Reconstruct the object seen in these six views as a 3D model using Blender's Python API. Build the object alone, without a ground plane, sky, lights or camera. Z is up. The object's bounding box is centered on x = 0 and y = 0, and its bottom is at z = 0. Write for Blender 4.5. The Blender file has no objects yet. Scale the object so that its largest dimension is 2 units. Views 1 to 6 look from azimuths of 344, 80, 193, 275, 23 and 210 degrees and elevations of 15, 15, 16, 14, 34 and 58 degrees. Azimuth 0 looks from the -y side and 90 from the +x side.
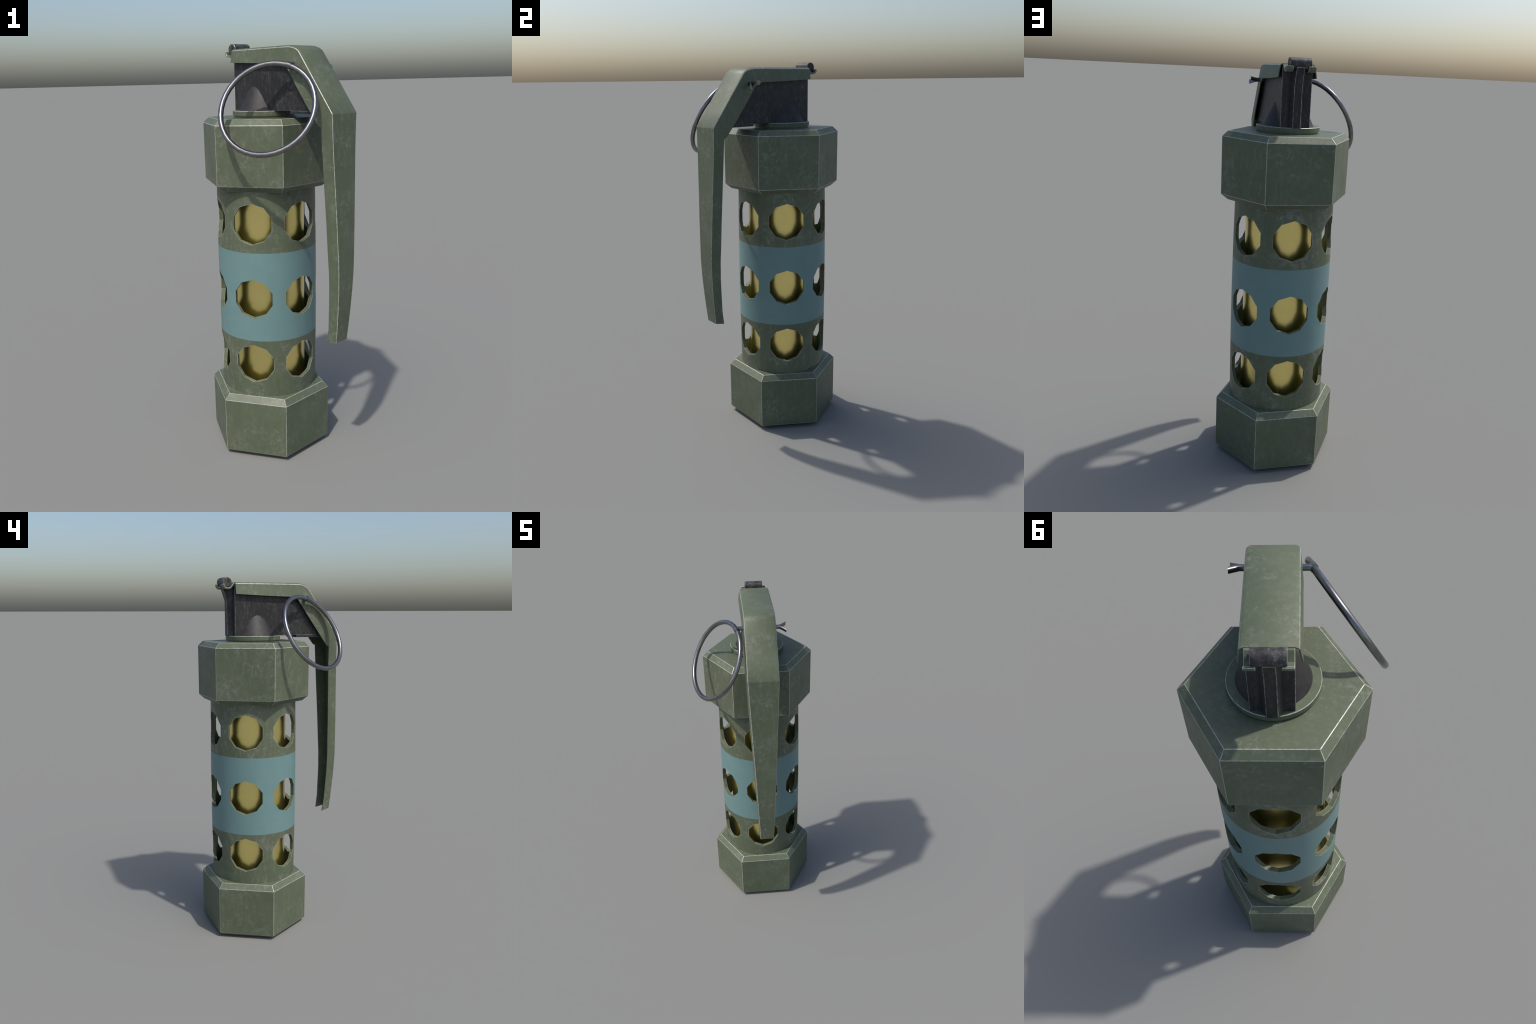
import bpy, bmesh, math
from mathutils import Vector, Matrix

# ------------------------------------------------------------------ helpers
TURN = math.radians(27.06)          # lever points along local -Y, then the whole thing is turned
ROOT_AT = (-0.0042, 0.0910, 0.0)

root = bpy.data.objects.new("stun_grenade", None)
root.empty_display_size = 0.2
root.location = ROOT_AT
root.rotation_euler = (0, 0, TURN)
root["label"] = "olive drab perforated flash grenade with lever, pull ring and blue band"
root["category"] = "stun grenade"
bpy.context.scene.collection.objects.link(root)


def add_object(name, mesh, mats, parent=root, smooth_angle=32):
    ob = bpy.data.objects.new(name, mesh)
    bpy.context.scene.collection.objects.link(ob)
    ob.parent = parent
    for m in mats:
        mesh.materials.append(m)
    if smooth_angle is not None:
        finish_shading(mesh, smooth_angle)
    return ob


def finish_shading(mesh, angle):
    bm = bmesh.new()
    bm.from_mesh(mesh)
    lim = math.radians(angle)
    for f in bm.faces:
        f.smooth = True
    for e in bm.edges:
        if len(e.link_faces) == 2:
            e.smooth = e.calc_face_angle(0.0) < lim
        else:
            e.smooth = False
    bm.to_mesh(mesh)
    bm.free()


def mesh_from_bm(name, bm, recalc=True):
    if recalc:
        bmesh.ops.recalc_face_normals(bm, faces=bm.faces)
    me = bpy.data.meshes.new(name)
    bm.to_mesh(me)
    bm.free()
    return me


def apply_modifiers(ob):
    deps = bpy.context.evaluated_depsgraph_get()
    deps.update()
    new = bpy.data.meshes.new_from_object(ob.evaluated_get(deps))
    old = ob.data
    ob.modifiers.clear()
    ob.data = new
    bpy.data.meshes.remove(old)


def wear_edges(ob, width, angle=20, material=1, segments=1, weighted=False):
    """chamfer the hard edges; the chamfer faces carry the worn-paint material"""
    m = ob.modifiers.new("worn", 'BEVEL')
    m.width = width
    m.segments = segments
    m.limit_method = 'WEIGHT' if weighted else 'ANGLE'
    m.angle_limit = math.radians(angle)
    m.material = material
    m.use_clamp_overlap = True
    apply_modifiers(ob)


def ring_verts(bm, n, r, z, phase=0.0):
    # azimuth 0 on -Y, growing towards +X
    return [bm.verts.new((r * math.sin(phase + 2 * math.pi * i / n),
                          -r * math.cos(phase + 2 * math.pi * i / n), z)) for i in range(n)]


def bridge(bm, a, b, mat=0):
    n = len(a)
    for i in range(n):
        f = bm.faces.new((a[i], a[(i + 1) % n], b[(i + 1) % n], b[i]))
        f.material_index = mat


def lathe(name, n, profile, phase=0.0, cap=True, closed=False):
    bm = bmesh.new()
    rings = [ring_verts(bm, n, r, z, phase) for r, z in profile]
    for a, b in zip(rings, rings[1:]):
        bridge(bm, a, b)
    if closed:
        bridge(bm, rings[-1], rings[0])
    elif cap:
        bm.faces.new(rings[0])
        bm.faces.new(rings[-1])
    return mesh_from_bm(name, bm)


def extrude_profile(name, yz, x0, x1):
    """flat outline in the YZ plane given thickness along X"""
    bm = bmesh.new()
    a = [bm.verts.new((x0, y, z)) for y, z in yz]
    b = [bm.verts.new((x1, y, z)) for y, z in yz]
    bridge(bm, a, b)
    bm.faces.new(a)
    bm.faces.new(b)
    return mesh_from_bm(name, bm)


def tube_along(name, pts, radius, sides=16, closed=False, up=Vector((0, 0, 1)), caps=True):
    bm = bmesh.new()
    n = len(pts)
    rings = []
    for i, p in enumerate(pts):
        if closed:
            t = (pts[(i + 1) % n] - pts[i - 1]).normalized()
        else:
            t = (pts[min(i + 1, n - 1)] - pts[max(i - 1, 0)]).normalized()
        a = t.cross(up).normalized()
        b = a.cross(t).normalized()
        r = radius(i / (n - 1)) if callable(radius) else radius
        rings.append([bm.verts.new(p + r * (math.cos(2 * math.pi * k / sides) * a +
                                            math.sin(2 * math.pi * k / sides) * b)) for k in range(sides)])
    for a, b in zip(rings, rings[1:]):
        bridge(bm, a, b)
    if closed:
        bridge(bm, rings[-1], rings[0])
    elif caps:
        bm.faces.new(rings[0])
        bm.faces.new(rings[-1])
    return mesh_from_bm(name, bm)


# ---------------------------------------------------------------- materials
class Nodes:
    def __init__(self, name):
        self.mat = bpy.data.materials.new(name)
        self.mat.use_nodes = True
        self.t = self.mat.node_tree
        self.t.nodes.clear()
        self.out = self.t.nodes.new('ShaderNodeOutputMaterial')
        self.bsdf = self.t.nodes.new('ShaderNodeBsdfPrincipled')
        self.t.links.new(self.bsdf.outputs[0], self.out.inputs[0])
        self.coord = self.t.nodes.new('ShaderNodeTexCoord').outputs['Object']

    def link(self, a, b):
        self.t.links.new(a, b)

    def mapped(self, scale=(1, 1, 1), rot=(0, 0, 0), loc=(0, 0, 0)):
        m = self.t.nodes.new('ShaderNodeMapping')
        m.inputs['Scale'].default_value = scale
        m.inputs['Rotation'].default_value = rot
        m.inputs['Location'].default_value = loc
        self.link(self.coord, m.inputs['Vector'])
        return m.outputs[0]

    def noise(self, vec, scale, detail=4, rough=0.55, distort=0.0):
        n = self.t.nodes.new('ShaderNodeTexNoise')
        n.inputs['Scale'].default_value = scale
        n.inputs['Detail'].default_value = detail
        n.inputs['Roughness'].default_value = rough
        n.inputs['Distortion'].default_value = distort
        self.link(vec, n.inputs['Vector'])
        return n.outputs['Fac']

    def ramp(self, fac, lo, hi, a=0.0, b=1.0):
        r = self.t.nodes.new('ShaderNodeMapRange')
        r.interpolation_type = 'SMOOTHSTEP'
        r.inputs['From Min'].default_value = lo
        r.inputs['From Max'].default_value = hi
        r.inputs['To Min'].default_value = a
        r.inputs['To Max'].default_value = b
        self.link(fac, r.inputs['Value'])
        return r.outputs[0]

    def math(self, op, a, b=None, clamp=False):
        m = self.t.nodes.new('ShaderNodeMath')
        m.operation = op
        m.use_clamp = clamp
        for i, v in enumerate((a, b)):
            if v is None:
                continue
            if hasattr(v, 'links'):
                self.link(v, m.inputs[i])
            else:
                m.inputs[i].default_value = v
        return m.outputs[0]

    def mix(self, fac, a, b):
        m = self.t.nodes.new('ShaderNodeMix')
        m.data_type = 'RGBA'
        for sock, v in ((m.inputs[0], fac), (m.inputs[6], a), (m.inputs[7], b)):
            if hasattr(v, 'links'):
                self.link(v, sock)
            else:
                sock.default_value = v if not isinstance(v, tuple) else (*v[:3], 1)
        return m.outputs[2]

    def bump(self, height, strength=0.1, dist=0.002):
        b = self.t.nodes.new('ShaderNodeBump')
        b.inputs['Strength'].default_value = strength
        b.inputs['Distance'].default_value = dist
        self.link(height, b.inputs['Height'])
        self.link(b.outputs[0], self.bsdf.inputs['Normal'])

    def scuffs(self, seed=0.0, amount=1.0):
        """cloudy patches of rubbed paint broken up by fine speckle"""
        o = self.mapped(loc=(seed, seed * 1.7, seed * 0.6))
        big = self.ramp(self.noise(o, 7.5, 3, 0.6), 0.43, 0.63)
        mid = self.ramp(self.noise(o, 46.0, 7, 0.76), 0.44, 0.70)
        s = self.mapped(scale=(1, 1, 0.3), loc=(seed, 3 + seed, 1))
        fine = self.ramp(self.noise(s, 170.0, 4, 0.65), 0.35, 0.70, 0.3, 1.0)
        m = self.math('MULTIPLY', self.math('MULTIPLY', big, mid), fine)
        base = self.math('MULTIPLY', self.ramp(self.noise(s, 42.0, 6, 0.75), 0.46, 0.78), 0.30)
        return self.math('MULTIPLY', self.math('ADD', m, base, clamp=True), amount, clamp=True)

    def scratches(self, seed=0.0):
        """a few straight hairline scratches: needle-shaped cells of strongly stretched Voronoi noise"""
        total = None
        for k, (ry, rz) in enumerate(((0.5, 0.3), (-0.8, 1.4), (1.1, -0.7), (0.2, 2.2))):
            turned = self.mapped(rot=(0.0, ry, rz), loc=(seed + k, k * 2.3, seed))
            sc = self.t.nodes.new('ShaderNodeMapping')
            sc.inputs['Scale'].default_value = (2.2, 60.0, 60.0)
            self.link(turned, sc.inputs['Vector'])
            v = sc.outputs[0]
            t = self.t.nodes.new('ShaderNodeTexVoronoi')
            t.inputs['Scale'].default_value = 1.0
            self.link(v, t.inputs['Vector'])
            line = self.ramp(t.outputs['Distance'], 0.03, 0.075, 1.0, 0.0)
            total = line if total is None else self.math('MAXIMUM', total, line)
        area = self.ramp(self.noise(self.mapped(loc=(seed * 3, 1, seed)), 5.0, 2), 0.43, 0.52)
        return self.math('MULTIPLY', self.math('MULTIPLY', total, area),
                         self.ramp(self.noise(self.mapped(), 90.0, 3), 0.35, 0.6, 0.3, 1.0))

    def shader_edges(self, radius, lo, hi):
        """1 on sharp edges, from the difference of the rounded and the true normal"""
        b = self.t.nodes.new('ShaderNodeBevel')
        b.samples = 8
        b.inputs['Radius'].default_value = radius
        g = self.t.nodes.new('ShaderNodeNewGeometry')
        d = self.t.nodes.new('ShaderNodeVectorMath')
        d.operation = 'DOT_PRODUCT'
        self.link(b.outputs[0], d.inputs[0])
        self.link(g.outputs['Normal'], d.inputs[1])
        return self.ramp(self.math('SUBTRACT', 1.0, d.outputs['Value']), lo, hi)


GREEN_A = (0.088, 0.107, 0.063)
GREEN_B = (0.074, 0.094, 0.053)
SCUFF = (0.235, 0.250, 0.215)
WORN = (0.39, 0.41, 0.365)


def olive_paint(name, seed, edges=False, scuff=1.0):
    n = Nodes(name)
    tone = n.ramp(n.noise(n.mapped(loc=(seed, 0, seed)), 5.0, 4, 0.6), 0.3, 0.7)
    col = n.mix(tone, GREEN_A, GREEN_B)
    grain = n.ramp(n.noise(n.mapped(scale=(1, 1, 0.12), loc=(seed, 1, 2)), 260.0, 3, 0.6), 0.3, 0.7, 0.0, 0.08)
    col = n.mix(grain, col, (0.17, 0.19, 0.135))
    sc = n.scuffs(seed, 0.85 * scuff)
    col = n.mix(sc, col, SCUFF)
    col = n.mix(n.math('MULTIPLY', n.scratches(seed), 0.7), col, (0.33, 0.35, 0.30))
    if edges:
        e = n.shader_edges(0.004, 0.02, 0.16)
        e = n.math('MULTIPLY', e, n.ramp(n.noise(n.mapped(), 60.0, 4, 0.6), 0.33, 0.60, 0.30, 1.0))
        col = n.mix(e, col, WORN)
    n.link(col, n.bsdf.inputs['Base Color'])
    n.link(n.math('ADD', n.math('MULTIPLY', tone, 0.06), 0.50), n.bsdf.inputs['Roughness'])
    n.bsdf.inputs['Specular IOR Level'].default_value = 0.5
    n.bump(n.noise(n.mapped(scale=(1, 1, 0.5)), 120.0, 4, 0.6), 0.10, 0.002)
    return n.mat


def worn_paint(name):
    n = Nodes(name)
    m = n.ramp(n.noise(n.mapped(), 70.0, 5, 0.65), 0.32, 0.58, 0.30, 1.0)
    n.link(n.mix(m, (0.13, 0.15, 0.10), WORN), n.bsdf.inputs['Base Color'])
    n.bsdf.inputs['Roughness'].default_value = 0.45
    n.bsdf.inputs['Metallic'].default_value = 0.15
    return n.mat


def black_steel(name, seed, scuff=0.6):
    n = Nodes(name)
    streak = n.ramp(n.noise(n.mapped(scale=(1, 1, 0.4), loc=(seed, 0, 0)), 75.0, 6, 0.72), 0.48, 0.80)
    col = n.mix(n.math('MULTIPLY', streak, 0.5), (0.018, 0.0175, 0.0185), (0.11, 0.108, 0.108))
    col = n.mix(n.scuffs(seed, scuff), col, (0.16, 0.157, 0.155))
    n.link(col, n.bsdf.inputs['Base Color'])
    n.bsdf.inputs['Roughness'].default_value = 0.5
    n.bsdf.inputs['Specular IOR Level'].default_value = 0.35
    n.bump(n.noise(n.mapped(), 140.0, 4, 0.6), 0.10, 0.002)
    return n.mat


def bare_edge_steel(name):
    n = Nodes(name)
    m = n.ramp(n.noise(n.mapped(), 60.0, 4, 0.6), 0.32, 0.62, 0.1, 1.0)
    n.link(n.mix(m, (0.06, 0.06, 0.065), (0.24, 0.24, 0.25)), n.bsdf.inputs['Base Color'])
    n.bsdf.inputs['Roughness'].default_value = 0.45
    n.bsdf.inputs['Metallic'].default_value = 0.3
    return n.mat


def plain(name, col_a, col_b, scale, rough, metallic=0.0, bump=0.0, spec=0.5):
    n = Nodes(name)
    f = n.ramp(n.noise(n.mapped(), scale, 4, 0.6), 0.3, 0.7)
    n.link(n.mix(f, col_a, col_b), n.bsdf.inputs['Base Color'])
    n.bsdf.inputs['Roughness'].default_value = rough
    n.bsdf.inputs['Metallic'].default_value = metallic
    n.bsdf.inputs['Specular IOR Level'].default_value = spec
    if bump:
        n.bump(n.noise(n.mapped(), 180.0, 3, 0.5), bump, 0.002)
    return n.mat


M_OLIVE_CAP = olive_paint("olive_paint_cap", 3.1)
M_OLIVE_BASE = olive_paint("olive_paint_base", 8.4, scuff=0.8)
M_OLIVE_LEVER = olive_paint("olive_paint_lever", 5.7)
M_OLIVE_TUBE = olive_paint("olive_paint_tube", 1.3, edges=True, scuff=1.3)
M_OLIVE_INSIDE = olive_paint("olive_paint_inside", 6.6, scuff=0.4)
M_WORN = worn_paint("worn_paint_edge")
M_BLACK = black_steel("blackened_steel", 2.2)
M_ROLLER = black_steel("rubbed_roller_steel", 4.9, 1.6)
M_BARE = bare_edge_steel("bare_steel_edge")
M_BLUE = plain("blue_band_paint", (0.134, 0.232, 0.230), (0.126, 0.220, 0.219), 14.0, 0.5, bump=0.08)
M_BRASS = plain("brushed_brass", (0.90, 0.76, 0.29), (0.86, 0.72, 0.27), 8.0, 0.29, metallic=1.0)
M_CONE = plain("dark_cone_steel", (0.054, 0.052, 0.053), (0.070, 0.067, 0.068), 30.0, 0.64, metallic=0.8, bump=0.05)
M_STEEL = plain("polished_wire_steel", (0.26, 0.25, 0.25), (0.19, 0.19, 0.195), 25.0, 0.24, metallic=1.0)

# ---------------------------------------------------------------- hexagonal ends
HEX_R, HEX_IN = 0.3114, 0.2826


def hexagon(name, z_flat_bottom, z_low, z_high, z_top, mats):
    me = lathe(name, 6, [(HEX_IN - 0.005, z_flat_bottom), (HEX_R, z_low), (HEX_R, z_high), (HEX_IN, z_top)],
               phase=-TURN + math.radians(-2.94))
    ob = add_object(name, me, mats, smooth_angle=None)
    wear_edges(ob, 0.0016, angle=20)
    finish_shading(ob.data, 12)
    return ob


hexagon("hexagonal_cap", 1.3405, 1.3672, 1.6390, 1.6650, [M_OLIVE_CAP, M_WORN])
hexagon("hexagonal_base", 0.0, 0.0245, 0.2972, 0.3243, [M_OLIVE_BASE, M_WORN])

# ---------------------------------------------------------------- perforated tube
BAND = (0.6165, 1.0535)
BORE = 0.2222


def tube_radius(z):            # the tube swells very slightly at mid height
    return 0.2436 - 0.0047 * ((z - 0.83) / 0.5) ** 2


def build_tube():
    n = 96
    zs = [0.315, 0.40, 0.50, BAND[0], 0.72, 0.83, 0.94, BAND[1], 1.16, 1.26, 1.345]
    bm = bmesh.new()
    outer = [ring_verts(bm, n, tube_radius(z), z) for z in zs]
    inner = [ring_verts(bm, n, BORE, z) for z in zs]
    for k in range(len(zs) - 1):
        mid = 0.5 * (zs[k] + zs[k + 1])
        bridge(bm, outer[k], outer[k + 1], 1 if BAND[0] < mid < BAND[1] else 0)
        bridge(bm, inner[k], inner[k + 1], 2)
    bridge(bm, outer[0], inner[0])
    bridge(bm, outer[-1], inner[-1])
    ob = add_object("perforated_tube", mesh_from_bm("perforated_tube", bm),
                    [M_OLIVE_TUBE, M_BLUE, M_OLIVE_INSIDE], smooth_angle=None)
    # three rows of six ten-sided holes, all cut radially
    cb = bmesh.new()
    for zc, r in ((1.1895, 0.0974), (0.8284, 0.0966), (0.4953, 0.0976)):
        for k in range(6):
            a = math.radians(-1.65 + 60 * k)
            d = Vector((math.sin(a), -math.cos(a), 0))
            s = Vector((math.cos(a), math.sin(a), 0))
            loops = []
            for rad in (0.186, 0.27):
                loops.append([cb.verts.new(d * rad + s * (r * math.sin(math.radians(36 * j))) +
                                           Vector((0, 0, zc + r * math.cos(math.radians(36 * j))))) for j in range(10)])
            bridge(cb, loops[0], loops[1])
            cb.faces.new(loops[0])
            cb.faces.new(loops[1])
    cutter = add_object("hole_cutter", mesh_from_bm("hole_cutter", cb),
                        [M_OLIVE_TUBE, M_BLUE, M_OLIVE_INSIDE], smooth_angle=None)
    m = ob.modifiers.new("holes", 'BOOLEAN')
    m.operation = 'DIFFERENCE'
    m.solver = 'EXACT'
    m.object = cutter
    apply_modifiers(ob)
    bpy.data.objects.remove(cutter)
    finish_shading(ob.data, 25)
    return ob


build_tube()

add_object("inner_canister",
           lathe("inner_canister", 72, [(0.1845, 0.31), (0.1845, 0.6), (0.1845, 1.0), (0.1845, 1.35)]), [M_BRASS])

# ---------------------------------------------------------------- fuze on top
collar = add_object("fuze_collar", lathe("fuze_collar", 64, [(0.143, 1.660), (0.143, 1.6735), (0.1500, 1.6735), (0.1500, 1.6957)]),
                    [M_OLIVE_CAP, M_WORN], smooth_angle=None)
wear_edges(collar, 0.0020, angle=40)
finish_shading(collar.data, 30)

add_object("fuze_cone", lathe("fuze_cone", 64, [(0.1207, 1.6950), (0.0691, 1.8030), (0.030, 1.8845)]), [M_CONE])

HALF = 0.0690
housing_outline = [(0.1290, 1.6955), (0.1290, 1.9665), (-0.2330, 1.9620), (-0.2780, 1.9480),
                   (-0.2935, 1.9320), (-0.4620, 1.7010), (-0.4580, 1.6955)]
housing = add_object("fuze_housing", extrude_profile("fuze_housing", housing_outline, -HALF, HALF),
                     [M_BLACK, M_BARE], smooth_angle=None)
wear_edges(housing, 0.0020, angle=40)
finish_shading(housing.data, 14)
step_outline = [(-0.2327, 1.6838), (-0.2327, 1.6975), (-0.4560, 1.6975), (-0.4480, 1.6838)]
foot = add_object("housing_foot", extrude_profile("housing_foot", step_outline, -HALF - 0.0006, HALF + 0.0006),
                  [M_BLACK, M_BARE], parent=housing, smooth_angle=None)
wear_edges(foot, 0.0016, angle=40)
finish_shading(foot.data, 14)


def build_rib():
    """upright spine on the back of the housing, leaning out at the top to carry the roller"""
    bm = bmesh.new()
    loops = []
    for z, y_out in ((1.6955, 0.1558), (1.8780, 0.1566), (1.9580, 0.1842), (1.9640, 0.1835)):
        loops.append([bm.verts.new(p) for p in ((-0.0345, 0.1275, z), (-0.0178, y_out, z),
                                                (0.0178, y_out, z), (0.0345, 0.1275, z))])
    for a, b in zip(loops, loops[1:]):
        bridge(bm, a, b)
    bm.faces.new(loops[0])
    bm.faces.new(loops[-1])
    ob = add_object("hinge_spine", mesh_from_bm("hinge_spine", bm), [M_BLACK, M_BARE], parent=housing, smooth_angle=None)
    wear_edges(ob, 0.0018, angle=25)
    finish_shading(ob.data, 14)


build_rib()


def build_roller():
    n, r, yc, zc, half = 32, 0.0254, 0.1632, 1.9746, 0.0495
    bm = bmesh.new()
    loops = [[bm.verts.new((x, yc + r * math.sin(2 * math.pi * i / n), zc + r * math.cos(2 * math.pi * i / n)))
              for i in range(n)] for x in (-half, half)]
    bridge(bm, *loops)
    bm.faces.new(loops[0])
    bm.faces.new(loops[1])
    ob = add_object("hinge_roller", mesh_from_bm("hinge_roller", bm), [M_ROLLER, M_BARE], parent=housing, smooth_angle=None)
    wear_edges(ob, 0.0022, angle=40)
    finish_shading(ob.data, 30)


build_roller()

# ---------------------------------------------------------------- safety lever
# stations along the strip: outer edge (y, z) of the plate and free edge (y, z) of the side flange
STATIONS = [
    ((0.1285, 1.9665), (0.1285, 1.9135)), ((-0.0500, 1.9668), (-0.0500, 1.9050)),
    ((-0.1900, 1.9668), (-0.1900, 1.9010)), ((-0.2350, 1.9666), (-0.2000, 1.8990)),
    ((-0.2567, 1.9635), (-0.2080, 1.8960)), ((-0.2780, 1.9570), (-0.2220, 1.8895)),
    ((-0.2925, 1.9480), (-0.2280, 1.8860)), ((-0.3020, 1.9365), (-0.2335, 1.8820)),
    ((-0.3650, 1.8500), (-0.2850, 1.8090)), ((-0.4280, 1.7640), (-0.3520, 1.7180)),
    ((-0.4835, 1.6880), (-0.4130, 1.6380)), ((-0.4836, 1.6835), (-0.4150, 1.6355)), ((-0.4842, 1.6330), (-0.4270, 1.6320)), ((-0.4858, 1.5400), (-0.4305, 1.5400)),
    ((-0.4915, 1.3900), (-0.4365, 1.3850)), ((-0.4980, 1.2300), (-0.4432, 1.2250)),
    ((-0.5030, 1.0700), (-0.4480, 1.0700)), ((-0.5045, 1.0000), (-0.4510, 1.0000)),
    ((-0.5020, 0.9050), (-0.4507, 0.9050)), ((-0.4965, 0.8200), (-0.4465, 0.8200)),
    ((-0.4880, 0.7200), (-0.4410, 0.7200)), ((-0.4807, 0.6550), (-0.4307, 0.6450)),
]
CHAMFERED = 8            # the long edges are chamfered on the top plate only, fading out down the slope


def plate_half(z):
    return 0.0812 if z > 1.688 else 0.0390 + (z - 0.655) * (0.0812 - 0.0390) / 1.033


def flange_half(y, z):
    if z > 1.88:
        return 0.0905
    if z > 1.64:
        return 0.0915
    return 0.0430 + (z - 0.645) * (0.0875 - 0.0430) / 0.987


def build_lever():
    bm = bmesh.new()
    rows = []
    for i, ((yo, zo), (yi, zi)) in enumerate(STATIONS):
        a = STATIONS[max(i - 1, 0)][0]
        b = STATIONS[min(i + 1, len(STATIONS) - 1)][0]
        t = Vector((0, b[0] - a[0], b[1] - a[1])).normalized()
        nrm = Vector((0, t.z, -t.y))            # outward from the strip
        if nrm.z < -0.2 or (abs(nrm.z) <= 0.2 and nrm.y > 0):
            nrm = -nrm
        k = 1.0 if i < CHAMFERED else max(0.0, 1 - 0.45 * (i - CHAMFERED + 1))
        xo = plate_half(zo)
        xi = flange_half(yi, zi)
        up = nrm * (0.0068 * k)
        inset = 0.0122
        p = [(-xi, yi, zi), (-xo, yo, zo), (-xo + inset, yo + up.y, zo + up.z),
             (xo - inset, yo + up.y, zo + up.z), (xo, yo, zo), (xi, yi, zi)]
        rows.append([bm.verts.new(q) for q in p])
    for a, b in zip(rows, rows[1:]):
        for j in range(5):
            bm.faces.new((a[j], b[j], b[j + 1], a[j + 1]))
    me = mesh_from_bm("safety_lever", bm)
    # make normals face outwards (top plate up)
    top = max(me.polygons, key=lambda f: f.center.z)
    if top.normal.z < 0:
        me.flip_normals()
    ob = add_object("safety_lever", me, [M_OLIVE_LEVER, M_WORN], smooth_angle=None)
    # rubbed edges: the long outer edge lines and the back lip
    bw = me.attributes.new("bevel_weight_edge", 'FLOAT', 'EDGE')
    for e in me.edges:
        i, j = sorted(e.vertices)
        ri, ci, rj, cj = i // 6, i % 6, j // 6, j % 6
        if ci == cj and ci in (1, 4) and abs(ri - rj) == 1:
            bw.data[e.index].value = 1.0
        if ri == rj == 0 and 1 <= ci <= 4:
            bw.data[e.index].value = 0.6
    b = ob.modifiers.new("worn", 'BEVEL')
    b.limit_method = 'WEIGHT'
    b.width = 0.0020
    b.segments = 1
    b.material = 1
    s = ob.modifiers.new("sheet", 'SOLIDIFY')
    s.thickness = 0.0042
    s.offset = -1
    s.use_even_offset = True
    apply_modifiers(ob)
    # hard along the strip, soft across its bends
    bm2 = bmesh.new()
    bm2.from_mesh(ob.data)
    for f in bm2.faces:
        f.smooth = True
    for e in bm2.edges:
        d = (e.verts[1].co - e.verts[0].co).normalized()
        rubbed = any(f.material_index == 1 for f in e.link_faces)
        lim = math.radians(62 if abs(d.x) > 0.9 else 12 if rubbed else 36)
        e.smooth = len(e.link_faces) == 2 and e.calc_face_angle(0.0) < lim
    bm2.to_mesh(ob.data)
    bm2.free()
    return ob


lever = build_lever()


def build_hook(name, x0, x1):
    """narrow tab that runs from the plate under the roller and curls up behind it"""
    path = [(0.1240, 1.9690), (0.1330, 1.9660), (0.1405, 1.9560), (0.1535, 1.9430),
            (0.1600, 1.9415), (0.1770, 1.9430), (0.1850, 1.9500), (0.1895, 1.9645)]
    t = 0.0075
    inner, outer = [], []
    for i, (y, z) in enumerate(path):
        a, b = path[max(i - 1, 0)], path[min(i + 1, len(path) - 1)]
        d = Vector((b[0] - a[0], b[1] - a[1])).normalized()
        nx = Vector((-d.y, d.x))
        inner.append((y + nx.x * t / 2, z + nx.y * t / 2))
        outer.append((y - nx.x * t / 2, z - nx.y * t / 2))
    ob = add_object(name, extrude_profile(name, inner + outer[::-1], x0, x1), [M_OLIVE_LEVER, M_WORN],
                    parent=lever, smooth_angle=None)
    wear_edges(ob, 0.0016, angle=50)
    finish_shading(ob.data, 28)


build_hook("lever_hook", -0.0685, -0.0345)
build_hook("lever_hook", 0.0345, 0.0685)

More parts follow.
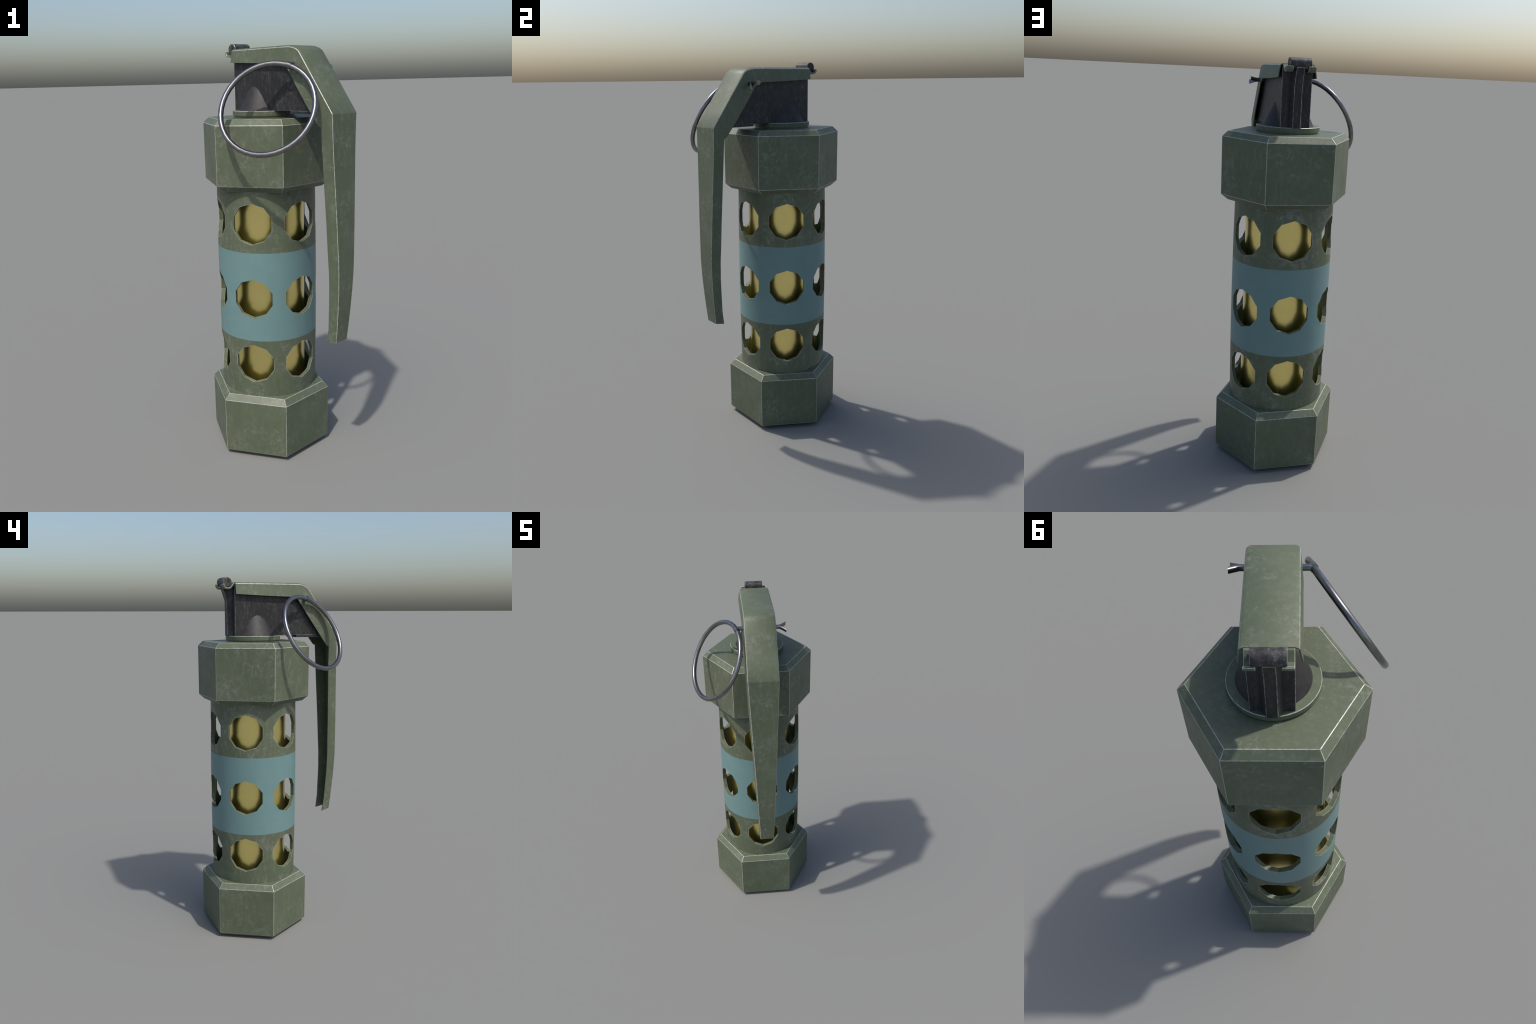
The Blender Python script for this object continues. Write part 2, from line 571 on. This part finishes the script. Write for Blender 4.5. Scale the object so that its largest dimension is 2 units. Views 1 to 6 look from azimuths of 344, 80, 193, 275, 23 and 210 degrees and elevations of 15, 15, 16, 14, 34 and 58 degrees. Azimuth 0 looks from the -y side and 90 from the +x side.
# ---------------------------------------------------------------- pull pin and ring
PIN_R = 0.0108
PIN_Y, PIN_Z = -0.2685, 1.8922
pin = add_object("pull_pin", tube_along("pull_pin", [Vector((x, PIN_Y, PIN_Z)) for x in (-0.1290, -0.05, 0.05, 0.1060)],
                                        PIN_R, 20), [M_STEEL])


def build_leg(name, side, tip):
    """one half of the split pin end, flat side facing its twin, bent outwards"""
    split = Vector((0, 0.93, 0.37)) * side
    across = Vector((0, -0.37, 0.93))
    start = Vector((0.0900, PIN_Y, PIN_Z))
    fork = Vector((0.1046, PIN_Y, PIN_Z))
    pts = [start, fork, fork.lerp(tip, 0.5) - split * 0.0012, tip]
    prof = [(math.cos(t), math.sin(t)) for t in [math.pi * k / 10 for k in range(11)]]
    bm = bmesh.new()
    loops = [[bm.verts.new(p + across * (PIN_R * c) + split * (PIN_R * s * (1.01 if i < 2 else 1.22)))
              for c, s in prof] for i, p in enumerate(pts)]
    for a, b in zip(loops, loops[1:]):
        bridge(bm, a, b)
    bm.faces.new(loops[0])
    bm.faces.new(loops[-1])
    add_object(name, mesh_from_bm(name, bm), [M_STEEL], parent=pin, smooth_angle=40)


build_leg("pin_leg", 1, Vector((0.1375, -0.2490, 1.8995)))
build_leg("pin_leg", -1, Vector((0.1360, -0.2890, 1.8810)))

RING_C = Vector((-0.2339, -0.2541, 1.7143))
RING_N = Vector((-0.7911, -0.3857, 0.4747)).normalized()
RING_R = 0.2092
ra = RING_N.cross(Vector((0, 0, 1))).normalized()
rb = RING_N.cross(ra).normalized()
joint = Vector((-0.1266, PIN_Y, PIN_Z)) - RING_C
joint_angle = math.atan2(joint.dot(rb), joint.dot(ra))


def ring_point(t):
    return RING_C + RING_R * (math.cos(t) * ra + math.sin(t) * rb)


add_object("pull_ring", tube_along("pull_ring", [ring_point(2 * math.pi * i / 40) for i in range(40)],
                                   0.0121, 14, closed=True, up=RING_N), [M_STEEL], parent=pin, smooth_angle=50)
sleeve_pts = [ring_point(joint_angle - 0.045 + s * 0.056) for s in (-1, -0.5, 0, 0.5, 1)]
add_object("pin_eye", tube_along("pin_eye", sleeve_pts, 0.0142, 20, up=RING_N), [M_STEEL], parent=pin)
